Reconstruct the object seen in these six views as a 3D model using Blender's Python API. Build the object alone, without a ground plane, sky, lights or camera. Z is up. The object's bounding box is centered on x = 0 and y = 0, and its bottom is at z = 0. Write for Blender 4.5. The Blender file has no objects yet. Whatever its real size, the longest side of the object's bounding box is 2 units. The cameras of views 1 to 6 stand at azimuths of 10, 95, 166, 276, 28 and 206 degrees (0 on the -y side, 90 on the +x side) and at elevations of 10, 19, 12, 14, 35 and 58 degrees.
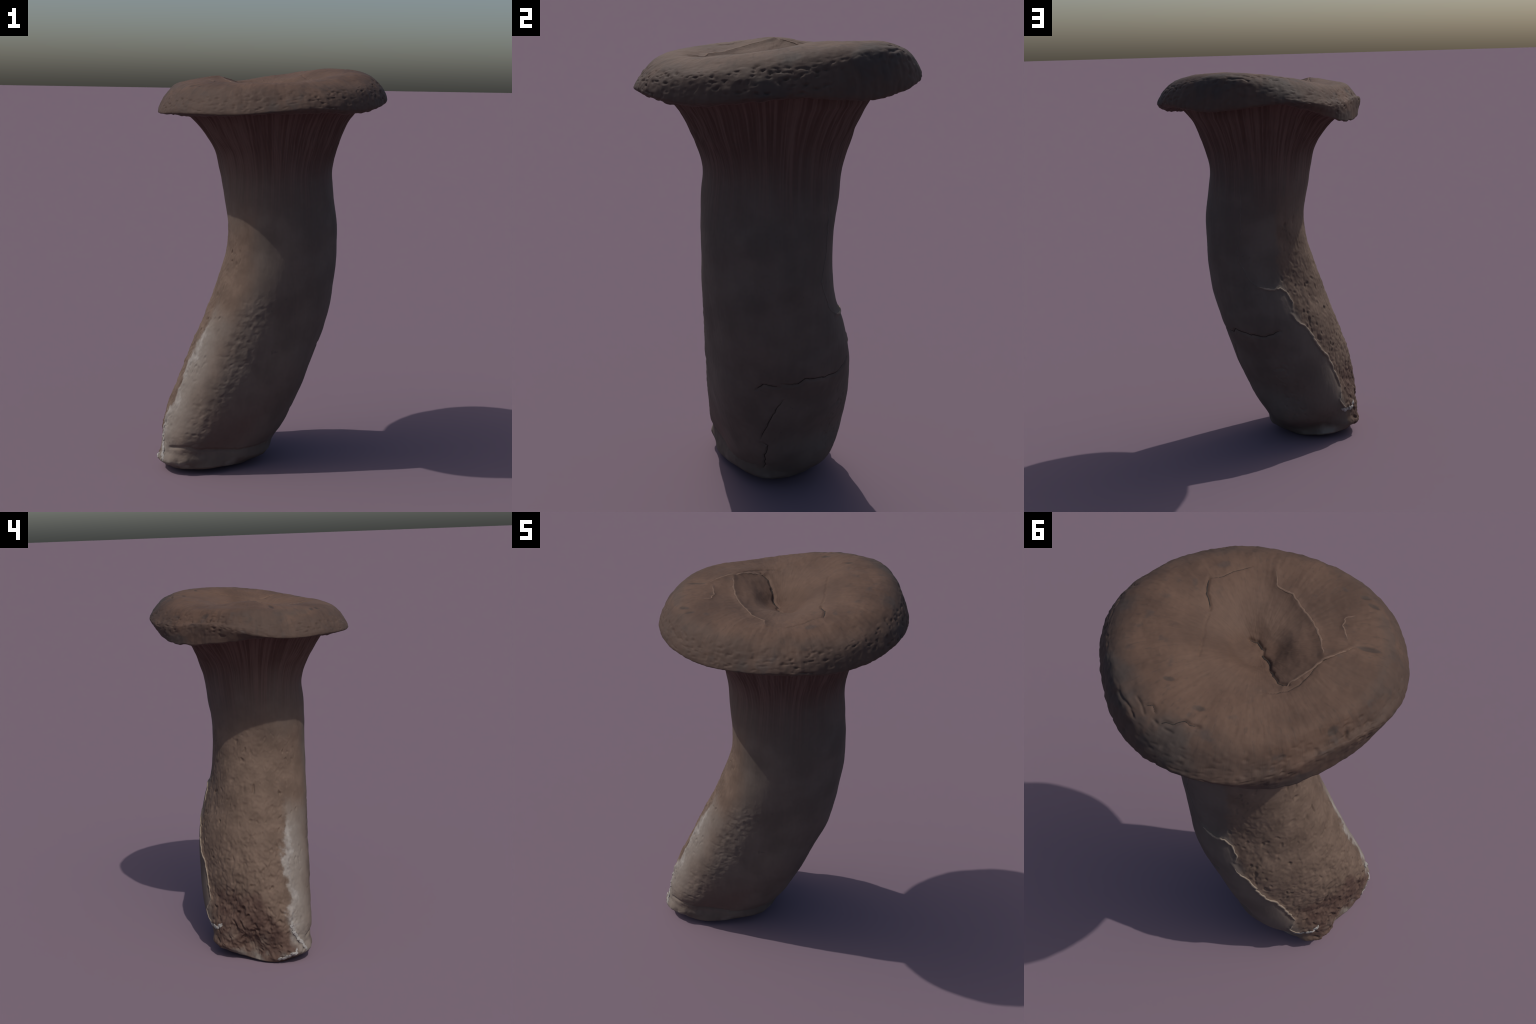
"""King oyster mushroom: leaning fleshy stem, decurrent gills, dished brown cap."""
import bpy, math
import numpy as np

RNG = np.random.default_rng(7)
TAU = 2 * math.pi

# ------------------------------------------------------------------ noise
_perm = np.random.default_rng(11).permutation(256)
_perm = np.concatenate([_perm, _perm, _perm])
_grad = np.random.default_rng(12).normal(size=(256, 3))
_grad /= np.linalg.norm(_grad, axis=1)[:, None]


def perlin(p):
    p = np.asarray(p, float)
    i = np.floor(p).astype(int)
    f = p - i
    i &= 255
    w = f * f * f * (f * (f * 6 - 15) + 10)
    out = 0
    for dx in (0, 1):
        for dy in (0, 1):
            for dz in (0, 1):
                h = _perm[_perm[_perm[i[..., 0] + dx] + i[..., 1] + dy] + i[..., 2] + dz]
                d = f - np.array([dx, dy, dz])
                g = (_grad[h] * d).sum(-1)
                wt = ((w[..., 0] if dx else 1 - w[..., 0]) * (w[..., 1] if dy else 1 - w[..., 1])
                      * (w[..., 2] if dz else 1 - w[..., 2]))
                out = out + g * wt
    return out


def fbm(p, octaves=3):
    return sum(perlin(p * 2 ** k + 17.3 * k) * 0.5 ** k for k in range(octaves))


def smooth(a, b, x):
    t = np.clip((x - a) / (b - a), 0, 1)
    return t * t * (3 - 2 * t)


# ------------------------------------------------------------------ profiles
# cap: each quantity is a mean followed by (cos, sin) pairs of growing order round the rim
CAP_CENTRE = np.array([-0.02, -0.02])
CAP = {
    'radius': [0.5399, 0.0222, 0.0062, -0.0053, 0.021, -0.0003, -0.0142, 0.0082, 0.0018, -0.0007, 0.0038, 0.0023, 0.0012],
    'lip': [1.7946, 0.0321, 0.0152, -0.0048, 0.0195, -0.0089, -0.0078, 0.0101, 0.0026, 0.0031, 0.004, -0.0005, 0.0027],
    'lip_fraction': [0.9378, -0.029, -0.0191, 0.0084, -0.0481, 0.0187, 0.0014],
    'rim': [1.8184, 0.0129, 0.0275, 0.0046, -0.0089, -0.0013, 0.0041, 0.0063, -0.0027, 0.0037, 0.01],
    'z95': [1.876, 0.034, 0.0336, 0.0059, 0.0134, -0.0091, 0.0021, -0.001, -0.004],
    'z85': [1.9274, 0.0246, 0.033, 0.0053, 0.0173, -0.0062, 0.0036, 0.0003, -0.0022],
    'z70': [1.9466, 0.0245, 0.0265, 0.0042, 0.0148, -0.0042, 0.0006, 0.0026, -0.0002],
    'z50': [1.9423, 0.0131, 0.0246, 0.0096, 0.0143, -0.0048, 0.0009, 0.0012, -0.0008, -0.0047, -0.0001],
    'z25': [1.903, 0.0052, 0.0093, 0.0019, 0.0137, -0.0049, -0.0041, 0.0032, 0.0019, 0.0024, 0.001],
    'z12': [1.8605, -0.0016, -0.0022, 0.0007, 0.0044, -0.0008, 0.0019],
    'z0': [1.8517],
}
RING_FRACTION = [0, .12, .25, .5, .70, .85, .95, 1.0]
RING_HEIGHT = ['z0', 'z12', 'z25', 'z50', 'z70', 'z85', 'z95', 'rim']

# stem sections: height, centre x, centre y, mean radius, then cos, sin of orders 2, 3, 4 of the radius
STEM = np.array([
    (0.00, -0.2933, -0.0420, 0.2301, -0.0222, 0.0158, 0.0061, -0.0062, 0.0009, 0.0025),
    (0.04, -0.2837, -0.0500, 0.2512, -0.0078, 0.0189, 0.0381, -0.0083, -0.0103, 0.0105),
    (0.10, -0.2588, -0.0236, 0.2663, -0.0061, 0.0302, 0.0252, -0.0038, -0.0157, 0.0006),
    (0.18, -0.2371, -0.0170, 0.2877, -0.0025, 0.0290, 0.0200, -0.0071, -0.0049, -0.0036),
    (0.30, -0.1961, -0.0166, 0.2994, 0.0007, 0.0240, 0.0112, -0.0146, 0.0048, -0.0001),
    (0.42, -0.1498, -0.0033, 0.3088, 0.0026, 0.0179, 0.0056, -0.0098, 0.0043, -0.0046),
    (0.55, -0.1055, 0.0050, 0.3093, 0.0006, 0.0148, 0.0049, -0.0052, 0.0037, -0.0025),
    (0.68, -0.0572, 0.0104, 0.3078, 0.0011, 0.0161, 0.0040, 0.0006, 0.0019, -0.0004),
    (0.82, -0.0094, -0.0006, 0.2958, 0.0050, 0.0123, 0.0015, 0.0002, 0.0038, -0.0051),
    (0.96, 0.0263, -0.0120, 0.2804, 0.0078, 0.0082, 0.0000, 0.0053, 0.0022, -0.0040),
    (1.10, 0.0493, -0.0150, 0.2681, 0.0028, 0.0073, 0.0009, 0.0081, 0.0014, -0.0001),
    (1.24, 0.0553, -0.0191, 0.2652, -0.0009, 0.0105, -0.0006, 0.0046, 0.0017, -0.0018),
    (1.38, 0.0357, -0.0131, 0.2679, -0.0024, 0.0107, -0.0022, 0.0013, 0.0036, -0.0026),
    (1.50, 0.0206, -0.0058, 0.2704, -0.0011, 0.0100, -0.0040, 0.0001, 0.0055, 0.0003),
    (1.60, 0.0167, -0.0120, 0.2932, -0.0056, 0.0105, -0.0043, -0.0005, 0.0079, -0.0007),
    (1.68, 0.0030, -0.0167, 0.3336, -0.0050, 0.0115, -0.0016, 0.0029, 0.0028, -0.0032),
    (1.75, -0.0103, -0.0184, 0.3811, 0.0001, 0.0080, -0.0052, 0.0060, 0.0004, -0.0021),
    (1.80, -0.0217, -0.0248, 0.4265, 0.0074, 0.0087, -0.0058, 0.0093, -0.0016, 0.0000),
])
FOOT = [0.0222, 0.0003, 0.0005, -0.012, -0.0105]   # how far the underside of the foot lifts


def bump_angle(t, centre, width):
    d = (np.degrees(t) - centre + 180) % 360 - 180
    return np.exp(-(d / width) ** 2)


def harmonic(key, t):
    c = CAP[key]
    r = np.full_like(t, c[0])
    for i in range(1, len(c) // 2 + 1):
        r = r + c[2 * i - 1] * np.cos(i * t) + c[2 * i] * np.sin(i * t)
    return r


def hermite(knots, values, x):
    m = np.gradient(values, knots, axis=0)
    i = np.clip(np.searchsorted(knots, x) - 1, 0, len(knots) - 2)
    h = knots[i + 1] - knots[i]
    t = ((x - knots[i]) / h)[..., None]
    h = h[..., None]
    return ((2 * t**3 - 3 * t**2 + 1) * values[i] + (t**3 - 2 * t**2 + t) * h * m[i]
            + (-2 * t**3 + 3 * t**2) * values[i + 1] + (t**3 - t**2) * h * m[i + 1])


# ------------------------------------------------------------------ lines on the surfaces
CAP_CRACKS = [  # (half width, points)
    (.0040, [(.034, -.054), (.017, -.056), (.007, -.058), (-.016, -.037), (-.028, -.038), (-.034, -.013), (-.045, -.006), (-.059, -.003), (-.081, .019), (-.092, .045), (-.119, .065), (-.118, .073), (-.140, .085), (-.157, .104), (-.177, .110), (-.199, .110)]),
    (.0030, [(.262, -.168), (.248, -.135), (.235, -.104), (.217, -.087), (.200, -.069), (.193, -.050)]),
    (.0020, [(.184, -.029), (.176, .015), (.156, .052), (.142, .090), (.120, .137), (.110, .170)]),
    (.0014, [(.262, -.168), (.226, -.204), (.205, -.253), (.160, -.308)]),
    (.0016, [(-0.132, 0.18), (-0.161, 0.175), (-0.211, 0.139), (-0.235, 0.101), (-0.25, 0.049), (-0.264, -0.018), (-0.294, -0.059), (-0.309, -0.087), (-0.337, -0.136)]),
    (.0022, [(0.155, 0.437), (0.134, 0.424), (0.116, 0.445)]),
    (.0030, [(0.104, 0.468), (0.087, 0.474), (0.068, 0.458), (0.043, 0.453), (0.016, 0.425), (-0.004, 0.429), (-0.035, 0.42)]),
    (.0022, [(0.061, 0.477), (0.037, 0.476)]),
    (.0024, [(0.304, 0.423), (0.267, 0.424), (0.238, 0.445), (0.205, 0.457), (0.18, 0.479)]),
    (.0024, [(0.194, 0.424), (0.159, 0.445), (0.147, 0.462)]),
]
CAP_RIDGES = [
    (.0055, [(.073, -.331), (.040, -.275), (-.027, -.268), (-.079, -.226), (-.151, -.180), (-.205, -.121), (-.231, -.086), (-.259, -.040)]),
    (.0055, [(-.190, .130), (-.205, .095), (-.242, .034), (-.266, -.025), (-.300, -.074), (-.333, -.137)]),
    (.0036, [(-0.298, -0.151), (-0.256, -0.201), (-0.246, -0.244), (-0.279, -0.278)]),
]
CAP_DENTS = [  # x, y, half length, half width, depth, direction
    (-0.375, -0.15, .045, .012, .008, 20), (0.0, 0.36, .022, .012, .004, 20), (0.139, 0.314, .018, .010, .004, 20),
    (-0.266, -0.38, .02, .009, .006, 30), (-0.309, -0.355, .02, .010, .006, 0), (-0.405, 0.185, .02, .009, .004, 60)]
STEM_RIDGES = [  # (half width, (angle in degrees, height))
    (.0062, [(69.5, 0.906), (80.4, 0.887), (91.8, 0.89), (97.5, 0.864), (99.9, 0.816), (96.8, 0.771)]),
    (.0070, [(93.6, 0.75), (95.9, 0.721), (100.3, 0.69), (104.3, 0.655), (105.9, 0.592), (108.8, 0.538), (114.8, 0.496), (117.3, 0.443), (117.7, 0.356), (118.2, 0.314), (114.7, 0.272)]),
    (.0050, [(114.7, 0.272), (108.1, 0.234), (111.2, 0.192), (115.7, 0.164)]),
    (.0020, [(56.7, 1.416), (61.0, 1.302), (61.8, 1.187), (53.3, 1.071), (58.2, 0.999), (62.7, 0.934), (71, 0.903)]),
]
STEM_CRACKS = [
    (.0034, [(-9.1, 0.609), (-4.7, 0.636), (2.4, 0.63), (7.2, 0.625)]),
    (.0040, [(10.0, 0.64), (14.8, 0.635), (22.5, 0.64), (26.9, 0.662), (38.1, 0.65), (47.2, 0.642), (56.1, 0.639), (63.7, 0.643), (75.6, 0.672)]),
    (.0028, [(11.0, 0.55), (6.9, 0.513), (0.7, 0.436), (-1.2, 0.389), (-3.1, 0.322)]),
    (.0030, [(-3.1, 0.3), (2.8, 0.28), (-0.6, 0.226), (-1.1, 0.142), (-2.3, 0.105)]),
]
FOOT_GROOVE = [(-124.1, 0.128), (-109.0, 0.140), (-103.0, 0.128), (-87.7, 0.108), (-52.5, 0.092), (-30.3, 0.102), (-12, 0.108)]
PALE_EDGE = [(-155.2, 0.755), (-147.9, 0.695), (-144.6, 0.643), (-141.8, 0.563), (-141.8, 0.491), (-141.4, 0.402), (-140.6, 0.341), (-143.4, 0.25), (-141.5, 0.192), (-136.5, 0.147), (-130.4, 0.084)]


def resample(points, step, jitter, seed, scale=30.0):
    p = np.array(points, float)
    seg = np.linalg.norm(np.diff(p, axis=0), axis=1)
    s = np.concatenate([[0], np.cumsum(seg)])
    n = max(6, int(s[-1] / step))
    u = np.linspace(0, s[-1], n)
    q = np.stack([np.interp(u, s, p[:, k]) for k in range(p.shape[1])], 1)
    e = np.minimum(1, np.minimum(np.arange(n), np.arange(n)[::-1]) / 3)[:, None]
    for k in range(p.shape[1]):
        q[:, k] += (e[:, 0] * jitter * fbm(np.stack([u * scale, np.full(n, seed * 3.7), np.full(n, k * 9.1)], 1), 3))
    return q


def polyline_distance(x, line):
    best = np.full(len(x), 9.0)
    lo, hi = line.min(0) - .05, line.max(0) + .05
    idx = np.where(((x >= lo) & (x <= hi)).all(1))[0]
    if len(idx) == 0:
        return best
    y = x[idx]
    b = best[idx]
    for a, c in zip(line[:-1], line[1:]):
        d = c - a
        t = np.clip(((y - a) @ d) / max(1e-12, d @ d), 0, 1)
        b = np.minimum(b, np.linalg.norm(y - a - t[:, None] * d, axis=1))
    best[idx] = b
    return best


# ------------------------------------------------------------------ surfaces
def cap_rings(t):
    R = harmonic('radius', t)
    r = np.array([f * R for f in RING_FRACTION] + [harmonic('lip_fraction', t) * R])
    z = np.array([harmonic(k, t) for k in RING_HEIGHT] + [harmonic('lip', t)])
    # the north-east flank is fuller, over a steep edge
    z[6] += .014 * bump_angle(t, 60, 26)
    return r, z


def ring_spline(values, u):
    k = np.arange(len(values), dtype=float)
    return hermite(k, values, u)


def cap_top_z(xy):
    d = np.atleast_2d(xy) - CAP_CENTRE
    t = np.arctan2(d[:, 1], d[:, 0])
    f = np.hypot(d[:, 0], d[:, 1]) / harmonic('radius', t)
    k = np.interp(f, RING_FRACTION, np.arange(8))
    zr = np.array([harmonic(n, t) for n in RING_HEIGHT] + [harmonic('lip', t)])
    m = np.gradient(zr, axis=0)
    i = np.clip(k.astype(int), 0, 7)
    a = k - i
    j = np.arange(len(t))
    z = ((2*a**3 - 3*a**2 + 1) * zr[i, j] + (a**3 - 2*a**2 + a) * m[i, j]
         + (-2*a**3 + 3*a**2) * zr[i+1, j] + (a**3 - a**2) * m[i+1, j])
    return z + cap_fold(np.atleast_2d(xy))


_cap_cracks = [(w, resample(p, .005, .004, i)) for i, (w, p) in enumerate(CAP_CRACKS)]
_cap_ridges = [(w, resample(p, .008, .008, 40 + i)) for i, (w, p) in enumerate(CAP_RIDGES)]


def cap_fold(xy):
    """broad folds of the dish: ridge shoulder and the step beside the main crack"""
    d = polyline_distance(xy, _cap_ridges[0][1])
    d2 = polyline_distance(xy, _cap_ridges[1][1])
    z = .003 * np.exp(-(d / .02) ** 2) + .002 * np.exp(-(d2 / .02) ** 2)
    d = polyline_distance(xy, _cap_cracks[0][1])
    return z - .003 * np.exp(-(d / .03) ** 2)


def cap_relief(P):
    """offset along the normal, from the (undisplaced) position"""
    xy = P[:, :2]
    d = xy - CAP_CENTRE
    th = np.arctan2(d[:, 1], d[:, 0])
    f = np.hypot(d[:, 0], d[:, 1]) / harmonic('radius', th)
    out = .0035 * fbm(P * 14, 3) + .0010 * fbm(P * 60, 2)
    radial = np.stack([np.cos(th) * 26, np.sin(th) * 26, f * 5], 1)
    out += .0016 * fbm(radial, 2) * smooth(.35, .8, f)
    rim = smooth(.84, .95, f + .05 * perlin(P * 9)) * smooth(1.76, 1.82, P[:, 2])
    pits = np.clip(perlin(P * np.array([55, 55, 75])) - .12, 0, 1)
    pit_side = .45 + .55 * smooth(-.2, .25, perlin(P * 5 + 3.1))
    out -= .022 * pits * rim * pit_side
    out += .004 * rim * perlin(P * 33)
    for w, line in _cap_cracks:
        dd = polyline_distance(xy, line)
        out -= 2.0 * w * np.exp(-(dd / (1.8 * w)) ** 2)
    for w, line in _cap_ridges:
        dd = polyline_distance(xy, line)
        out += .4 * w * np.exp(-(dd / (1.8 * w)) ** 2)
    for x, y, a, b, h, ang in CAP_DENTS:
        c, s = math.cos(math.radians(ang)), math.sin(math.radians(ang))
        u = (xy[:, 0] - x) * c + (xy[:, 1] - y) * s
        v = -(xy[:, 0] - x) * s + (xy[:, 1] - y) * c
        out -= h * np.exp(-(u / a) ** 2 - (v / b) ** 2)
    return out


def stem_point(t, z):
    q = hermite(STEM[:, 0], STEM[:, 1:], z)
    r = (q[..., 2] + q[..., 3] * np.cos(2*t) + q[..., 4] * np.sin(2*t)
         + q[..., 5] * np.cos(3*t) + q[..., 6] * np.sin(3*t)
         + q[..., 7] * np.cos(4*t) + q[..., 8] * np.sin(4*t))
    def swell(deg, width, height, spread, amount):
        return amount * bump_angle(t, deg, width) * np.exp(-((z - height) / spread) ** 2)
    r = r + (swell(-36, 22, .60, .17, .030) + swell(52, 24, .16, .09, .026) + swell(58, 28, .045, .03, .028)
             + swell(-33, 22, 1.64, .07, .011))
    h = FOOT
    foot = h[0] + h[1]*np.cos(t) + h[2]*np.sin(t) + h[3]*np.cos(2*t) + h[4]*np.sin(2*t)
    w = np.clip(1 - z / .35, 0, 1) ** 2
    return np.stack([q[..., 0] + r*np.cos(t), q[..., 1] + r*np.sin(t), z + w*foot], -1)


def stem_axis(z):
    return hermite(STEM[:, 0], STEM[:, 1:3], z)


def on_stem(points):
    """(angle, height) -> unrolled plane coordinates in metres, wrapped about the west side"""
    p = np.array(points, float)
    a = np.where(p[..., 0] < -170, p[..., 0] + 360, p[..., 0])
    return np.stack([np.radians(a) * .29, p[..., 1]], -1)


_stem_ridges = [(w, resample(on_stem(p), .010, .010, 60 + i, 45)) for i, (w, p) in enumerate(STEM_RIDGES)]
_stem_cracks = [(w, resample(on_stem(p), .010, .010, 80 + i)) for i, (w, p) in enumerate(STEM_CRACKS)]
_foot_groove = resample(on_stem(FOOT_GROOVE), .01, .006, 90)
_pale_edge = resample(on_stem(PALE_EDGE), .01, .012, 91)


def stem_relief(t, z, P):
    """t in radians (-pi..pi), z section height"""
    deg = np.degrees(t)
    west = -np.where(deg > 0, deg - 180, deg + 180) * -1      # 0 at west, + toward south
    uv = np.stack([t * .29, z], 1)
    out = .004 * fbm(P * 7, 2) + .0007 * fbm(P * np.array([60, 60, 18]), 2)
    # rough bark-like skin between the skin flap (north) and the pale edge (south)
    edge_n = np.interp(z, [.15, .5, .75, 1.0, 1.25], [-66, -66, -84, -86, -70])
    rough = smooth(edge_n - 2, edge_n + 6, west) * smooth(62, 25, west) * smooth(1.28, .85, z)
    rough *= (.35 + .65 * smooth(.75, .2, z)) * (.55 + .45 * smooth(-.2, .2, perlin(P * 6)))
    q = P * np.array([30, 30, 24]) + .5 * np.stack([perlin(P * 15), perlin(P * 15 + 7), perlin(P * 15 + 13)], 1)
    n1 = perlin(q)
    pits = np.clip(perlin(P * np.array([44, 44, 34]) + 2.2) - .22, 0, 1)
    zone = smooth(edge_n - 2, edge_n + 6, west) * smooth(70, 35, west) * smooth(1.30, 1.15, z)
    out -= zone * (.032 * pits * smooth(-.25, .2, perlin(P * 8 + 6)) + .004 * np.abs(perlin(P * 36)))
    out += rough * (.012 * n1 - .028 * np.clip(perlin(q * 1.3 + 5) - .1, 0, 1) + .006 * perlin(q * 2.3))
    # wrinkled belt along the shaded side of the pale patch
    belt = np.exp(-((west - np.interp(z, [.15, .5, .9], [68, 84, 86]) + 10 * perlin(P * 5)) / 15) ** 2) * smooth(1.0, .8, z)
    out += belt * (.005 * fbm(P * 24, 3) - .011 * np.clip(perlin(P * np.array([34, 34, 48]) + 3) - .16, 0, 1))
    # pitted patch on the north-east foot
    patch = np.exp(-((deg - 62) / 14) ** 2) * smooth(.6, .45, z) * smooth(.05, .2, z)
    out -= patch * .012 * np.clip(perlin(P * 45) - .1, 0, 1)
    # brown torn foot: big soft lumps
    torn = smooth(-50, -25, west) * smooth(55, 40, west) * smooth(.30, .12, z)
    out += torn * .020 * perlin(P * 11 + 4)
    # skin flap: grey side stands proud of the rough side
    flap = smooth(edge_n + 3, edge_n - 3, west) * smooth(-120, -90, west) * smooth(.95, .8, z) * smooth(.12, .2, z)
    out += .004 * flap
    for w, line in _stem_ridges:
        out += .7 * w * np.exp(-(polyline_distance(uv, line) / (1.4 * w)) ** 2)
    for w, line in _stem_cracks:
        out -= 1.6 * w * np.exp(-(polyline_distance(uv, line) / (1.8 * w)) ** 2)
    uv2 = uv.copy()
    g = polyline_distance(uv2, _foot_groove)
    out -= (.008 + .008 * perlin(P * 9)) * np.exp(-(g / .009) ** 2)
    out += .006 * perlin(P * 22 + 8) * smooth(.12, .05, z)
    uvw = np.stack([np.radians(np.where(deg < -170, deg + 360, deg)) * .29, z], 1)
    out += .004 * np.exp(-(polyline_distance(uvw, _pale_edge) / .012) ** 2)
    # gills: fine radiating blades, fading down the stem
    wob = 1.2 * perlin(np.stack([np.cos(t) * 3, np.sin(t) * 3, z * 4], 1))
    blades = np.abs(np.sin(t * 66 + 2.2 * wob))
    gl = smooth(1.42, 1.68, z + .06 * perlin(np.stack([np.cos(t) * 9, np.sin(t) * 9, z * 0], 1)))
    out += gl * (.0055 * (1 - blades) - .002 + .004 * perlin(np.stack([np.cos(t) * 22, np.sin(t) * 22, z * 2], 1)))
    return out


# ------------------------------------------------------------------ mesh helpers
def grid_normals(P, top_pole=None):
    """vertex normals of a grid (rows, columns wrapped) by central differences"""
    du = np.roll(P, -1, 1) - np.roll(P, 1, 1)
    dv = np.gradient(P, axis=0)
    n = np.cross(du, dv)
    return n / np.maximum(1e-12, np.linalg.norm(n, axis=2))[..., None]


def add_mesh(name, verts, faces, material, parent, normals=None, extra_materials=(), face_mat=None):
    me = bpy.data.meshes.new(name)
    me.from_pydata(verts.tolist(), [], faces)
    me.materials.append(material)
    for m in extra_materials:
        me.materials.append(m)
    if face_mat is not None:
        me.polygons.foreach_set('material_index', face_mat)
    me.polygons.foreach_set('use_smooth', [True] * len(me.polygons))
    me.update()
    if normals is not None:
        me.normals_split_custom_set_from_vertices(normals.tolist())
    ob = bpy.data.objects.new(name, me)
    bpy.context.scene.collection.objects.link(ob)
    ob.parent = parent
    return ob


def grid_faces(rows, cols, base=0):
    f = []
    for i in range(rows - 1):
        a = base + i * cols
        for j in range(cols):
            k = (j + 1) % cols
            f.append((a + j, a + k, a + cols + k, a + cols + j))
    return f


def tube(points, normals, half_width, height, sides=8):
    """tapered bead following points; flattened across the surface normal"""
    n = len(points)
    tan = np.gradient(points, axis=0)
    tan /= np.maximum(1e-9, np.linalg.norm(tan, axis=1))[:, None]
    side = np.cross(normals, tan)
    side /= np.maximum(1e-9, np.linalg.norm(side, axis=1))[:, None]
    s = np.linspace(0, 1, n)
    taper = np.clip(np.minimum(s, 1 - s) * 6, .06, 1) ** .6
    V = []
    for k in range(sides):
        a = TAU * k / sides
        V.append(points + side * (half_width * taper * math.cos(a))[:, None] + normals * (height * taper * math.sin(a))[:, None])
    V = np.stack(V, 1).reshape(-1, 3)
    F = grid_faces(n, sides)
    F.append(tuple(range(sides))[::-1])
    F.append(tuple(range((n - 1) * sides, n * sides)))
    return V, F


# ------------------------------------------------------------------ materials
class Nodes:
    def __init__(self, name, roughness=.8):
        self.mat = bpy.data.materials.new(name)
        self.mat.use_nodes = True
        self.t = self.mat.node_tree
        self.bsdf = self.t.nodes['Principled BSDF']
        self.bsdf.inputs['Roughness'].default_value = roughness
        self.bsdf.inputs['Specular IOR Level'].default_value = .25
        self.co = self.t.nodes.new('ShaderNodeTexCoord').outputs['Object']
        sep = self.t.nodes.new('ShaderNodeSeparateXYZ')
        self.t.links.new(self.co, sep.inputs[0])
        self.x, self.y, self.z = sep.outputs

    def put(self, sock, v):
        if isinstance(v, bpy.types.NodeSocket):
            self.t.links.new(v, sock)
        else:
            sock.default_value = v

    def math(self, op, a, b=0.0, c=0.0, clamp=False):
        n = self.t.nodes.new('ShaderNodeMath')
        n.operation = op
        n.use_clamp = clamp
        self.put(n.inputs[0], a); self.put(n.inputs[1], b); self.put(n.inputs[2], c)
        return n.outputs[0]

    def add(self, a, b): return self.math('ADD', a, b)
    def sub(self, a, b): return self.math('SUBTRACT', a, b)
    def mul(self, a, b): return self.math('MULTIPLY', a, b)

    def step(self, a, b, v):
        """smooth 0..1 as v goes a -> b (a may exceed b)"""
        n = self.t.nodes.new('ShaderNodeMapRange')
        n.interpolation_type = 'SMOOTHSTEP'
        flip = a > b
        n.inputs['From Min'].default_value = min(a, b)
        n.inputs['From Max'].default_value = max(a, b)
        n.inputs['To Min'].default_value = 1.0 if flip else 0.0
        n.inputs['To Max'].default_value = 0.0 if flip else 1.0
        self.put(n.inputs['Value'], v)
        return n.outputs[0]

    def vec(self, x, y, z):
        n = self.t.nodes.new('ShaderNodeCombineXYZ')
        self.put(n.inputs[0], x); self.put(n.inputs[1], y); self.put(n.inputs[2], z)
        return n.outputs[0]

    def noise(self, scale, detail=3.0, vector=None, stretch=None, offset=(0, 0, 0), distortion=0.0):
        v = vector or self.co
        m = self.t.nodes.new('ShaderNodeMapping')
        m.inputs['Scale'].default_value = stretch or (1, 1, 1)
        m.inputs['Location'].default_value = offset
        self.t.links.new(v, m.inputs[0])
        n = self.t.nodes.new('ShaderNodeTexNoise')
        n.inputs['Scale'].default_value = scale
        n.inputs['Detail'].default_value = detail
        n.inputs['Distortion'].default_value = distortion
        self.t.links.new(m.outputs[0], n.inputs['Vector'])
        return n.outputs[0]

    def mix(self, f, a, b):
        n = self.t.nodes.new('ShaderNodeMix')
        n.data_type = 'RGBA'
        self.put(n.inputs['Factor'], f)
        for s, v in ((n.inputs[6], a), (n.inputs[7], b)):
            self.put(s, v if isinstance(v, bpy.types.NodeSocket) else (*v, 1))
        return n.outputs[2]

    def scale_colour(self, c, f):
        n = self.t.nodes.new('ShaderNodeMix')
        n.data_type = 'RGBA'
        n.blend_type = 'MULTIPLY'
        n.inputs['Factor'].default_value = 1.0
        self.put(n.inputs[6], c)
        self.t.links.new(self.vec(f, f, f), n.inputs[7])
        return n.outputs[2]

    def finish(self, colour, bump=None, strength=.3, distance=.003):
        self.put(self.bsdf.inputs['Base Color'], colour if isinstance(colour, bpy.types.NodeSocket) else (*colour, 1))
        if bump is not None:
            b = self.t.nodes.new('ShaderNodeBump')
            b.inputs['Strength'].default_value = strength
            b.inputs['Distance'].default_value = distance
            self.t.links.new(bump, b.inputs['Height'])
            self.t.links.new(b.outputs[0], self.bsdf.inputs['Normal'])
        return self.mat


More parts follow.
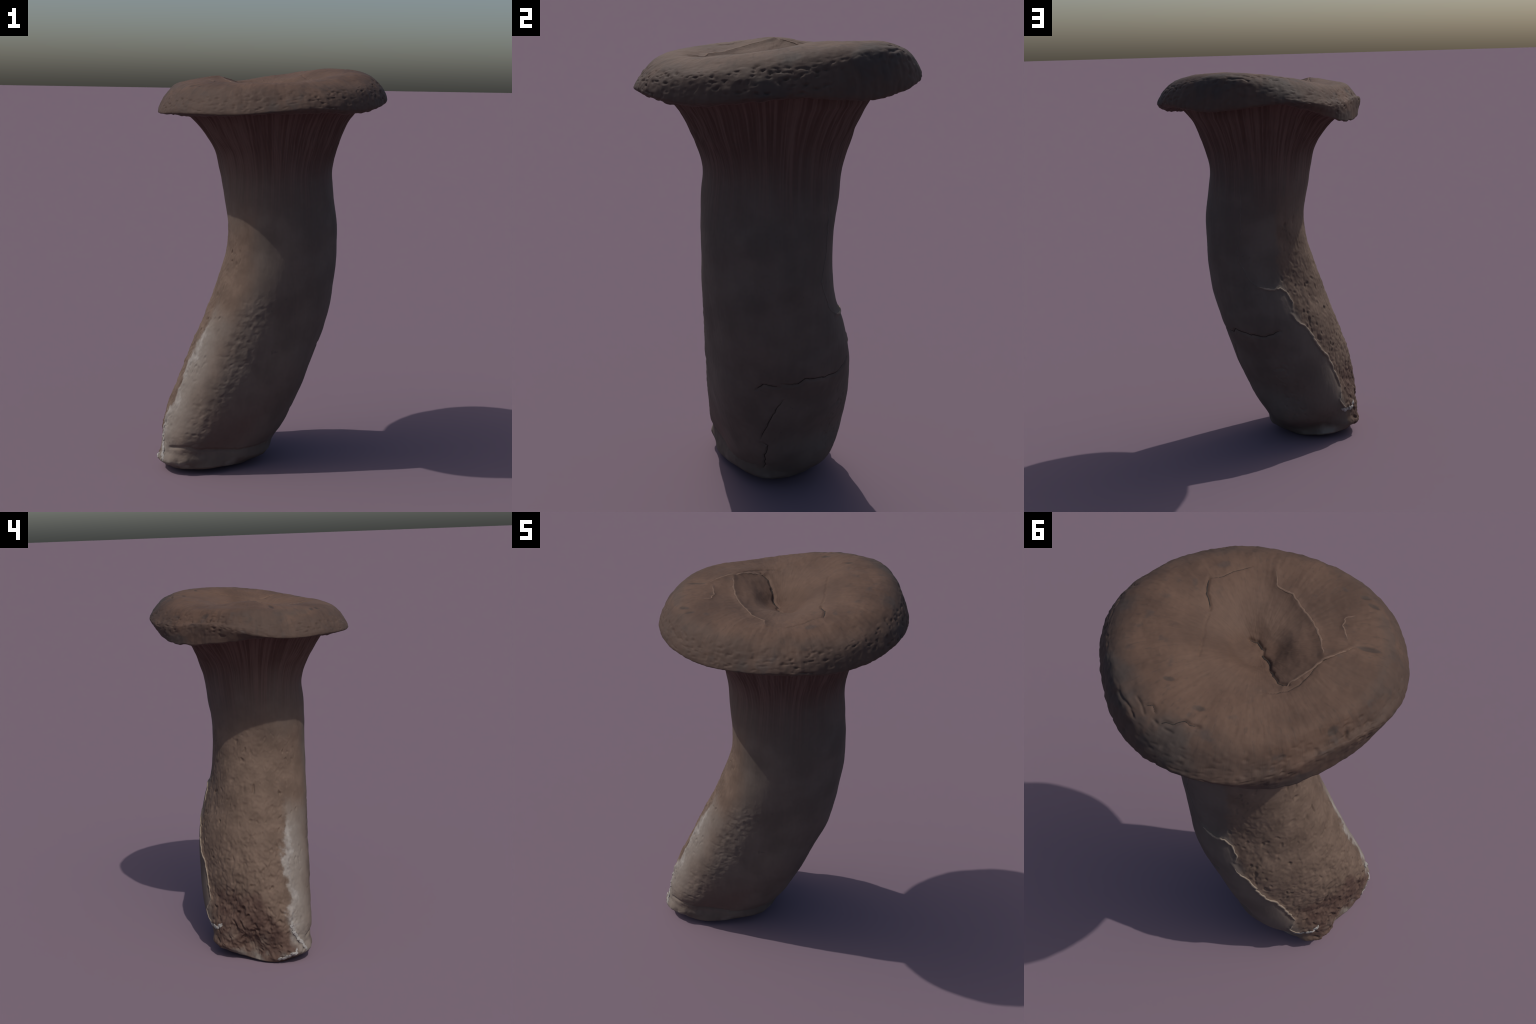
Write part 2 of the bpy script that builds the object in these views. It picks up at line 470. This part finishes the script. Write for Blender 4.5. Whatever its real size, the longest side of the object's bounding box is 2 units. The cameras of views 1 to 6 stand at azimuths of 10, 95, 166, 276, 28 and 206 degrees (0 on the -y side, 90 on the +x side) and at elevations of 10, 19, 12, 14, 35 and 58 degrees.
def cap_material():
    N = Nodes('cap_skin', .75)
    dx, dy = N.add(N.x, .02), N.add(N.y, .02)
    r = N.math('SQRT', N.add(N.mul(dx, dx), N.mul(dy, dy)))
    ang = N.math('ARCTAN2', dy, dx)
    ca, sa = N.math('COSINE', ang), N.math('SINE', ang)
    radial = N.noise(1.0, 4, N.vec(N.mul(ca, 24), N.mul(sa, 24), N.mul(r, 14)))
    mott = N.noise(5.5, 5)
    fine = N.noise(48, 4)
    c = N.mix(N.step(.35, .68, mott), (.106, .0625, .0435), (.076, .0445, .0315))
    # paler floor of the dish
    dish = N.mul(N.step(.36, .08, r), N.step(.35, .6, N.noise(4, 2, offset=(3, 1, 0))))
    c = N.mix(N.mul(dish, .7), c, (.112, .070, .051))
    # greyer, darker skin towards the margin, with a ragged edge
    edge = N.add(r, N.mul(N.sub(N.noise(7, 4, offset=(0, 5, 0)), .5), .22))
    c = N.mix(N.mul(N.step(.40, .53, edge), .7), c, (.060, .0415, .034))
    # smoky grey smears round the flank
    smear = N.mul(N.step(.53, .64, N.noise(4.2, 4, offset=(8, 2, 1))), N.step(.40, .50, r))
    c = N.mix(N.mul(smear, .6), c, (.045, .039, .036))
    spots = N.mul(N.step(.60, .72, N.noise(13, 3, offset=(2, 9, 4))), N.step(.16, .34, r))
    c = N.mix(N.mul(spots, .55), c, (.052, .040, .036))
    flecks = N.step(.56, .70, N.noise(1.0, 3, N.vec(N.mul(ca, 34), N.mul(sa, 34), N.mul(r, 30)), offset=(3, 3, 3)))
    c = N.mix(N.mul(flecks, N.add(.16, N.mul(N.step(.2, .5, r), .25))), c, (.048, .033, .027))
    for bx, by, la, lb, deg in ((-.380, -.153, .050, .011, 20), (-.266, -.380, .022, .010, 30), (-.309, -.356, .024, .011, 0),
                                (.0, .361, .024, .013, 20), (.139, .314, .020, .011, 20), (-.405, .186, .024, .012, 60)):
        k, q = math.cos(math.radians(deg)), math.sin(math.radians(deg))
        ux, uy = N.sub(N.x, bx), N.sub(N.y, by)
        uu = N.mul(N.add(N.mul(ux, k), N.mul(uy, q)), 1 / la)
        vv = N.mul(N.add(N.mul(ux, -q), N.mul(uy, k)), 1 / lb)
        dd = N.add(N.add(N.mul(uu, uu), N.mul(vv, vv)), N.mul(N.sub(fine, .5), 1.2))
        c = N.mix(N.mul(N.step(1.3, .2, dd), .7), c, (.040, .031, .027))
    f = N.add(.74, N.add(N.mul(radial, .30), N.mul(fine, .24)))
    c = N.scale_colour(c, f)
    h = N.add(N.mul(fine, .5), N.mul(radial, .7))
    return N.finish(c, h, .35, .004)


def stem_angle(N):
    cx = N.math('MINIMUM', N.add(-.305, N.mul(N.z, .345)), .03)
    a = N.math('ARCTAN2', N.mul(N.add(N.y, .01), -1), N.mul(N.sub(N.x, cx), -1))
    return N.mul(a, 180 / math.pi)      # 0 at west, + to the south


def flesh_material():
    N = Nodes('stem_flesh', .8)
    west = stem_angle(N)
    wob = N.sub(N.noise(8, 5), .5)
    wob2 = N.sub(N.noise(22, 4, offset=(4, 4, 4)), .5)
    streak = N.noise(30, 3, stretch=(1, 1, .12))
    mott = N.noise(6, 4, offset=(1, 7, 3))
    fine = N.noise(70, 3)
    # smooth greyish cream side
    c = N.mix(N.step(.35, .65, mott), (.096, .076, .064), (.120, .096, .081))
    # tan west side
    wn = N.add(west, N.add(N.mul(wob, 14), N.mul(wob2, 10)))
    n_edge = N.math('MULTIPLY_ADD', N.step(.3, .8, N.z), -18, -66)
    tan = N.mul(N.step(-3, 5, N.sub(wn, n_edge)), N.step(88, 62, wn))
    tan = N.mul(tan, N.step(1.45, 1.15, N.add(N.z, N.mul(wob, .2))))
    tan_c = N.mix(N.step(.3, .7, N.noise(12, 4, offset=(9, 1, 2))), (.104, .071, .053), (.140, .097, .073))
    c = N.mix(tan, c, tan_c)
    # pale bare patch, hard western edge, soft elsewhere
    zz = N.add(N.z, N.mul(wob, .16))
    west_edge = N.step(31, 40, N.add(west, N.add(N.mul(wob, 26), N.mul(wob2, 16))))
    soft = N.step(86, 42, N.add(west, N.mul(wob, 24)))
    pale = N.mul(N.mul(west_edge, soft), N.step(.90, .68, zz))
    c = N.mix(N.mul(pale, .9), c, (.200, .176, .155))
    rim_d = N.math('ABSOLUTE', N.sub(N.add(west, N.add(N.mul(wob, 26), N.mul(wob2, 16))), 39))
    rimline = N.mul(N.mul(N.step(6, 1, rim_d), N.step(.78, .66, zz)), N.step(.35, .6, N.noise(9, 3, offset=(5, 5, 0))))
    c = N.mix(N.mul(rimline, .7), c, (.30, .28, .26))
    # dark earthy brown on the torn foot
    top = N.sub(.40, N.mul(N.math('MAXIMUM', N.sub(west, 4), 0), .0070))
    bz = N.sub(top, N.add(N.z, N.add(N.mul(wob, .10), N.mul(wob2, .08))))
    brown = N.mul(N.step(-.02, .05, bz), N.step(-66, -42, wn))
    br_c = N.mix(N.step(.42, .62, N.noise(14, 4, offset=(0, 3, 6))), (.070, .041, .032), (.100, .063, .048))
    c = N.mix(brown, c, br_c)
    # bare buff lumps low on the torn foot
    buff = N.mul(N.mul(N.step(.46, .60, N.noise(9, 2, offset=(3, 0, 9))), N.step(.22, .10, N.z)), N.mul(N.step(-50, -30, west), N.step(24, 8, west)))
    c = N.mix(N.mul(buff, .8), c, (.150, .112, .088))
    # clean pale bottom edge
    foot = N.mul(N.step(.085, .045, N.add(N.z, N.add(N.mul(wob, .06), N.mul(wob2, .05)))), N.step(.46, .62, N.noise(7, 3, offset=(2, 2, 8))))
    c = N.mix(N.mul(foot, .8), c, (.19, .17, .148))
    # reddish stain above the foot groove on the south side
    stain = N.mul(N.mul(N.step(70, 92, wn), N.step(150, 120, wn)), N.mul(N.step(.08, .14, N.z), N.step(.50, .22, zz)))
    c = N.mix(N.mul(stain, .6), c, (.110, .070, .058))
    # gills: reddish-brown radiating streaks that fade down the stem
    gx, gy = N.sub(N.x, .005), N.add(N.y, .012)
    ga = N.math('ARCTAN2', gy, gx)
    gv = N.vec(N.mul(N.math('COSINE', ga), 30), N.mul(N.math('SINE', ga), 30), N.mul(N.z, 1.6))
    gs = N.noise(1.0, 2, gv)
    gl = N.noise(.22, 2, gv, offset=(5, 2, 0))
    gz = N.add(N.z, N.add(N.mul(N.sub(gs, .5), .22), N.mul(N.sub(gl, .5), .24)))
    gill = N.step(1.24, 1.66, gz)
    g_c = N.mix(N.step(.38, .64, gs), (.078, .043, .035), (.116, .072, .060))
    c = N.mix(gill, c, g_c)
    # small dark pits
    pit = N.mul(N.step(.68, .76, N.noise(26, 2, offset=(6, 0, 3))), N.step(.5, .62, N.noise(3, 2, offset=(1, 1, 4))))
    c = N.mix(N.mul(pit, .45), c, (.06, .05, .045))
    c = N.scale_colour(c, N.add(.84, N.add(N.mul(streak, .18), N.mul(fine, .14))))
    return N.finish(c, N.add(N.mul(fine, .6), N.mul(streak, .4)), .3, .003)


def plain_material(name, a, b, scale=30, rough=.85):
    N = Nodes(name, rough)
    n = N.noise(scale, 4)
    return N.finish(N.mix(N.step(.3, .7, n), a, b), n, .3, .003)


# ------------------------------------------------------------------ build
def build():
    root = bpy.data.objects.new('mushroom', None)
    bpy.context.scene.collection.objects.link(root)
    root['label'] = 'leaning king oyster mushroom with thick stem and dished brown cap'
    root['category'] = 'mushroom'

    m_cap = cap_material()
    m_flesh = flesh_material()
    m_margin = plain_material('cap_margin_flesh', (.085, .052, .043), (.12, .078, .064))
    m_crack = plain_material('crack_shade_paint', (.022, .017, .015), (.035, .027, .023))  # near-black fill, paints the shade inside the cracks
    m_ridge = plain_material('cap_ridge_skin', (.128, .081, .059), (.162, .106, .078), 50)
    m_skin = plain_material('torn_skin_edge', (.20, .158, .120), (.27, .22, .17), 50)
    m_faint = plain_material('faint_skin_edge', (.105, .090, .080), (.128, .110, .097), 50)
    m_myc = plain_material('white_mycelium', (.22, .205, .19), (.32, .305, .29), 40)

    # ---- cap
    cols = 512
    t = np.linspace(-math.pi, math.pi, cols, endpoint=False)
    r7, z7 = cap_rings(t)
    u = np.concatenate([np.linspace(0, 2, 54)[1:], np.linspace(2, 4, 70)[1:], np.linspace(4, 7, 75)[1:], np.linspace(7, 8, 18)[1:]])
    u[0] = .02
    k = np.arange(9.0)
    R = np.stack([hermite(k, r7, np.array([v]))[0] for v in u])
    Z = np.stack([hermite(k, z7, np.array([v]))[0] for v in u])
    # ragged lip edge
    lipw = smooth(7.2, 8, u)[:, None]
    Z = Z + lipw * (.010 * perlin(np.stack([np.cos(t) * 7, np.sin(t) * 7, t * 0 + 2], 1)) + .006 * perlin(np.stack([np.cos(t) * 17, np.sin(t) * 17, t * 0], 1)))
    P = np.stack([CAP_CENTRE[0] + R * np.cos(t), CAP_CENTRE[1] + R * np.sin(t), Z], -1)
    top = (u <= 5.5)
    flat = P[top].reshape(-1, 3)
    P[top, :, 2] += cap_fold(flat[:, :2]).reshape(top.sum(), cols)
    n = -grid_normals(P)
    if n[100, 0, 2] < 0:
        n = -n
    rel = cap_relief(P.reshape(-1, 3)).reshape(len(u), cols)
    rel *= np.clip(u / .3, 0, 1)[:, None]
    P = P + n * rel[..., None]
    lip_r = np.hypot(P[-1, :, 0] - CAP_CENTRE[0], P[-1, :, 1] - CAP_CENTRE[1])
    lip_z = P[-1, :, 2].copy()
    # underside of the lip, tucked in above the gills
    under = []
    for fr, dz in ((.985, -.003), (.965, .004), (.93, .018), (.88, .035), (.6, .07)):
        rr = lip_r * fr
        under.append(np.stack([CAP_CENTRE[0] + rr*np.cos(t), CAP_CENTRE[1] + rr*np.sin(t), lip_z + dz], -1))
    P = np.concatenate([P, np.array(under)])
    rows = len(P)
    V = np.concatenate([P.reshape(-1, 3), [[P[0, :, 0].mean(), P[0, :, 1].mean(), P[0, :, 2].mean()]]])
    F = [f[::-1] for f in grid_faces(rows, cols)]
    mat = [1 if i // cols >= rows - 6 else 0 for i in range(len(F))]
    F += [(rows * cols, j, (j + 1) % cols) for j in range(cols)]
    mat += [0] * cols
    cap = add_mesh('cap', V, F, m_cap, root, None, (m_margin,), mat)
    cap.data.update()

    # ---- stem and gills: one surface, split at the foot of the gills
    rows_z = np.concatenate([np.linspace(0, .3, 76)[:-1], np.linspace(.3, 1.5, 261)[:-1]])
    nz = len(rows_z)
    lz = np.interp(t, t, lip_z)
    z_a = np.minimum(1.775, lz - .012)
    fl = np.linspace(0, 1, 60)
    Zs = np.concatenate([np.repeat(rows_z[:, None], cols, 1), 1.5 + (z_a - 1.5)[None] * fl[:, None]])
    T = np.repeat(t[None], len(Zs), 0)
    B = stem_point(T, Zs)
    # last part curls outward under the cap to the lip
    a = B[-1]
    da = a[:, :2] - CAP_CENTRE
    ra, ta = np.hypot(da[:, 0], da[:, 1]), np.arctan2(da[:, 1], da[:, 0])
    re = np.interp(ta, t, lip_r, period=TAU) * .972
    ze = np.interp(ta, t, lip_z, period=TAU) + .006
    curl = []
    for s in np.linspace(0, 1, 14)[1:]:
        rr = ra + (re - ra) * s
        zz = z_a + (ze - z_a) * (1 - (1 - s) ** 1.6) + .020 * math.sin(math.pi * s)
        curl.append(np.stack([CAP_CENTRE[0] + rr*np.cos(ta), CAP_CENTRE[1] + rr*np.sin(ta), zz], -1))
    B = np.concatenate([B, np.array(curl)])
    Zs = np.concatenate([Zs, np.repeat(z_a[None], 13, 0)])
    T = np.concatenate([T, np.repeat(t[None], 13, 0)])
    bn = grid_normals(B)
    if bn[200, 0, 0] > 0:      # column 0 faces west
        bn = -bn
    rel = stem_relief(T.ravel(), Zs.ravel(), B.reshape(-1, 3)).reshape(T.shape)
    rel[-13:] *= np.linspace(1, .3, 13)[:, None]
    foot_fade = smooth(0, .03, Zs)
    B = B + bn * (rel * (.4 + .6 * foot_fade))[..., None]
    # foot underside: rounded corner then a slightly hollow sole
    c0 = B[0].mean(0)
    sole = []
    for fr, dz in ((.975, -.006), (.94, -.008), (.86, -.004), (.7, .006), (.45, .014), (.2, .018)):
        q = c0 + (B[0] - c0) * np.array([fr, fr, .9])
        q[:, 2] += dz + .004 * perlin(q * 14)
        sole.append(q)
    body = np.concatenate([np.array(sole[::-1]), B])
    ns = len(sole)
    low = body[..., 2].min()
    h = np.clip(1 - body[..., 2] / .3, 0, 1) ** 2
    body[..., 2] -= low * h
    body[..., 2] -= body[..., 2].min()
    nrm = grid_normals(body)
    if nrm[200, 0, 0] > 0:
        nrm = -nrm
    split = ns + nz
    rows = len(body)

    def part(name, i0, i1, close):
        V = body[i0:i1].reshape(-1, 3)
        Nn = nrm[i0:i1].reshape(-1, 3)
        F = grid_faces(i1 - i0, cols)
        if close:
            V = np.concatenate([V, [body[i0].mean(0)]])
            Nn = np.concatenate([Nn, [[0, 0, -1]]])
            F += [(len(V) - 1, (j + 1) % cols, j) for j in range(cols)]
        return add_mesh(name, V, F, m_flesh, root, Nn)
    stem = part('stem', 0, split + 1, True)
    gills = part('gills', split, rows, False)
    gills['kind'] = 'stuff'

    # ---- cracks and ridges on the cap
    def cap_line(line):
        z = cap_top_z(line)
        e = .004
        gx = (cap_top_z(line + [e, 0]) - cap_top_z(line - [e, 0])) / (2*e)
        gy = (cap_top_z(line + [0, e]) - cap_top_z(line - [0, e])) / (2*e)
        nn = np.stack([-gx, -gy, np.ones(len(z))], 1)
        nn /= np.linalg.norm(nn, axis=1)[:, None]
        p = np.column_stack([line, z])
        return p + nn * cap_relief(p)[:, None], nn

    for i, (w, line) in enumerate(_cap_cracks):
        p, nn = cap_line(line)
        V, F = tube(p, nn, w * (.85 + .5 * RNG.random(len(p))), np.full(len(p), w * .5))
        add_mesh('crack_dark_bead', V, F, m_crack, cap)  # solid dark bead added along the groove, stands in for its shade
    for i, (w, line) in enumerate(_cap_ridges):
        p, nn = cap_line(line)
        V, F = tube(p - nn * w * .12, nn, w * (.65 + .35 * RNG.random(len(p))), np.full(len(p), w * .30))
        add_mesh('skin_ridge', V, F, m_ridge, cap)

    # ---- cracks, torn skin edges on the stem
    def stem_line(uv):
        tt, zz = uv[:, 0] / .29, uv[:, 1]
        p = stem_point(tt, zz)
        e = .01
        nn = np.cross(stem_point(tt + e, zz) - stem_point(tt - e, zz), stem_point(tt, zz + e) - stem_point(tt, zz - e))
        nn /= np.linalg.norm(nn, axis=1)[:, None]
        tw = (tt + math.pi) % TAU - math.pi
        return p + nn * stem_relief(tw, zz, p)[:, None], nn

    for i, (w, line) in enumerate(_stem_cracks):
        p, nn = stem_line(line)
        V, F = tube(p, nn, w * (.6 + .5 * RNG.random(len(p))), np.full(len(p), w * .4))
        add_mesh('crack_dark_bead', V, F, m_crack, stem)  # dark filler bead again, shade of the stem groove as colour
    for i, (w, line) in enumerate(_stem_ridges):
        p, nn = stem_line(line)
        V, F = tube(p - nn * w * .2, nn, w * (.55 + .4 * RNG.random(len(p))), np.full(len(p), w * .6))
        add_mesh('skin_ridge', V, F, m_faint if i == 3 else m_skin, stem)

    # ---- tufts of white mycelium round the foot
    tufts = [(.013, [(-158, .020), (-151, .026), (-144, .046), (-139, .060)]),
             (.011, [(-128, .045), (-130.4, .084), (-136.5, .147), (-141.5, .192), (-143.4, .245)]),
             (.012, [(108, .172), (114, .155), (123, .151), (131, .165), (136, .190)]),
             (.007, [(-138, .085), (-141, .062), (-147, .058)])]
    for i, (w, points) in enumerate(tufts):
        line = resample(on_stem(points), .004, .014, 120 + i, 60)
        p, nn = stem_line(line)
        ragged = .65 + .9 * np.abs(fbm(np.column_stack([line * 70, np.full(len(line), i * 3.3)]), 3))
        V, F = tube(p, nn, w * ragged, .0045 * ragged, 12)
        V[:, 2] = np.maximum(V[:, 2], .001)
        add_mesh('mycelium_tuft', V, F, m_myc, stem)


build()
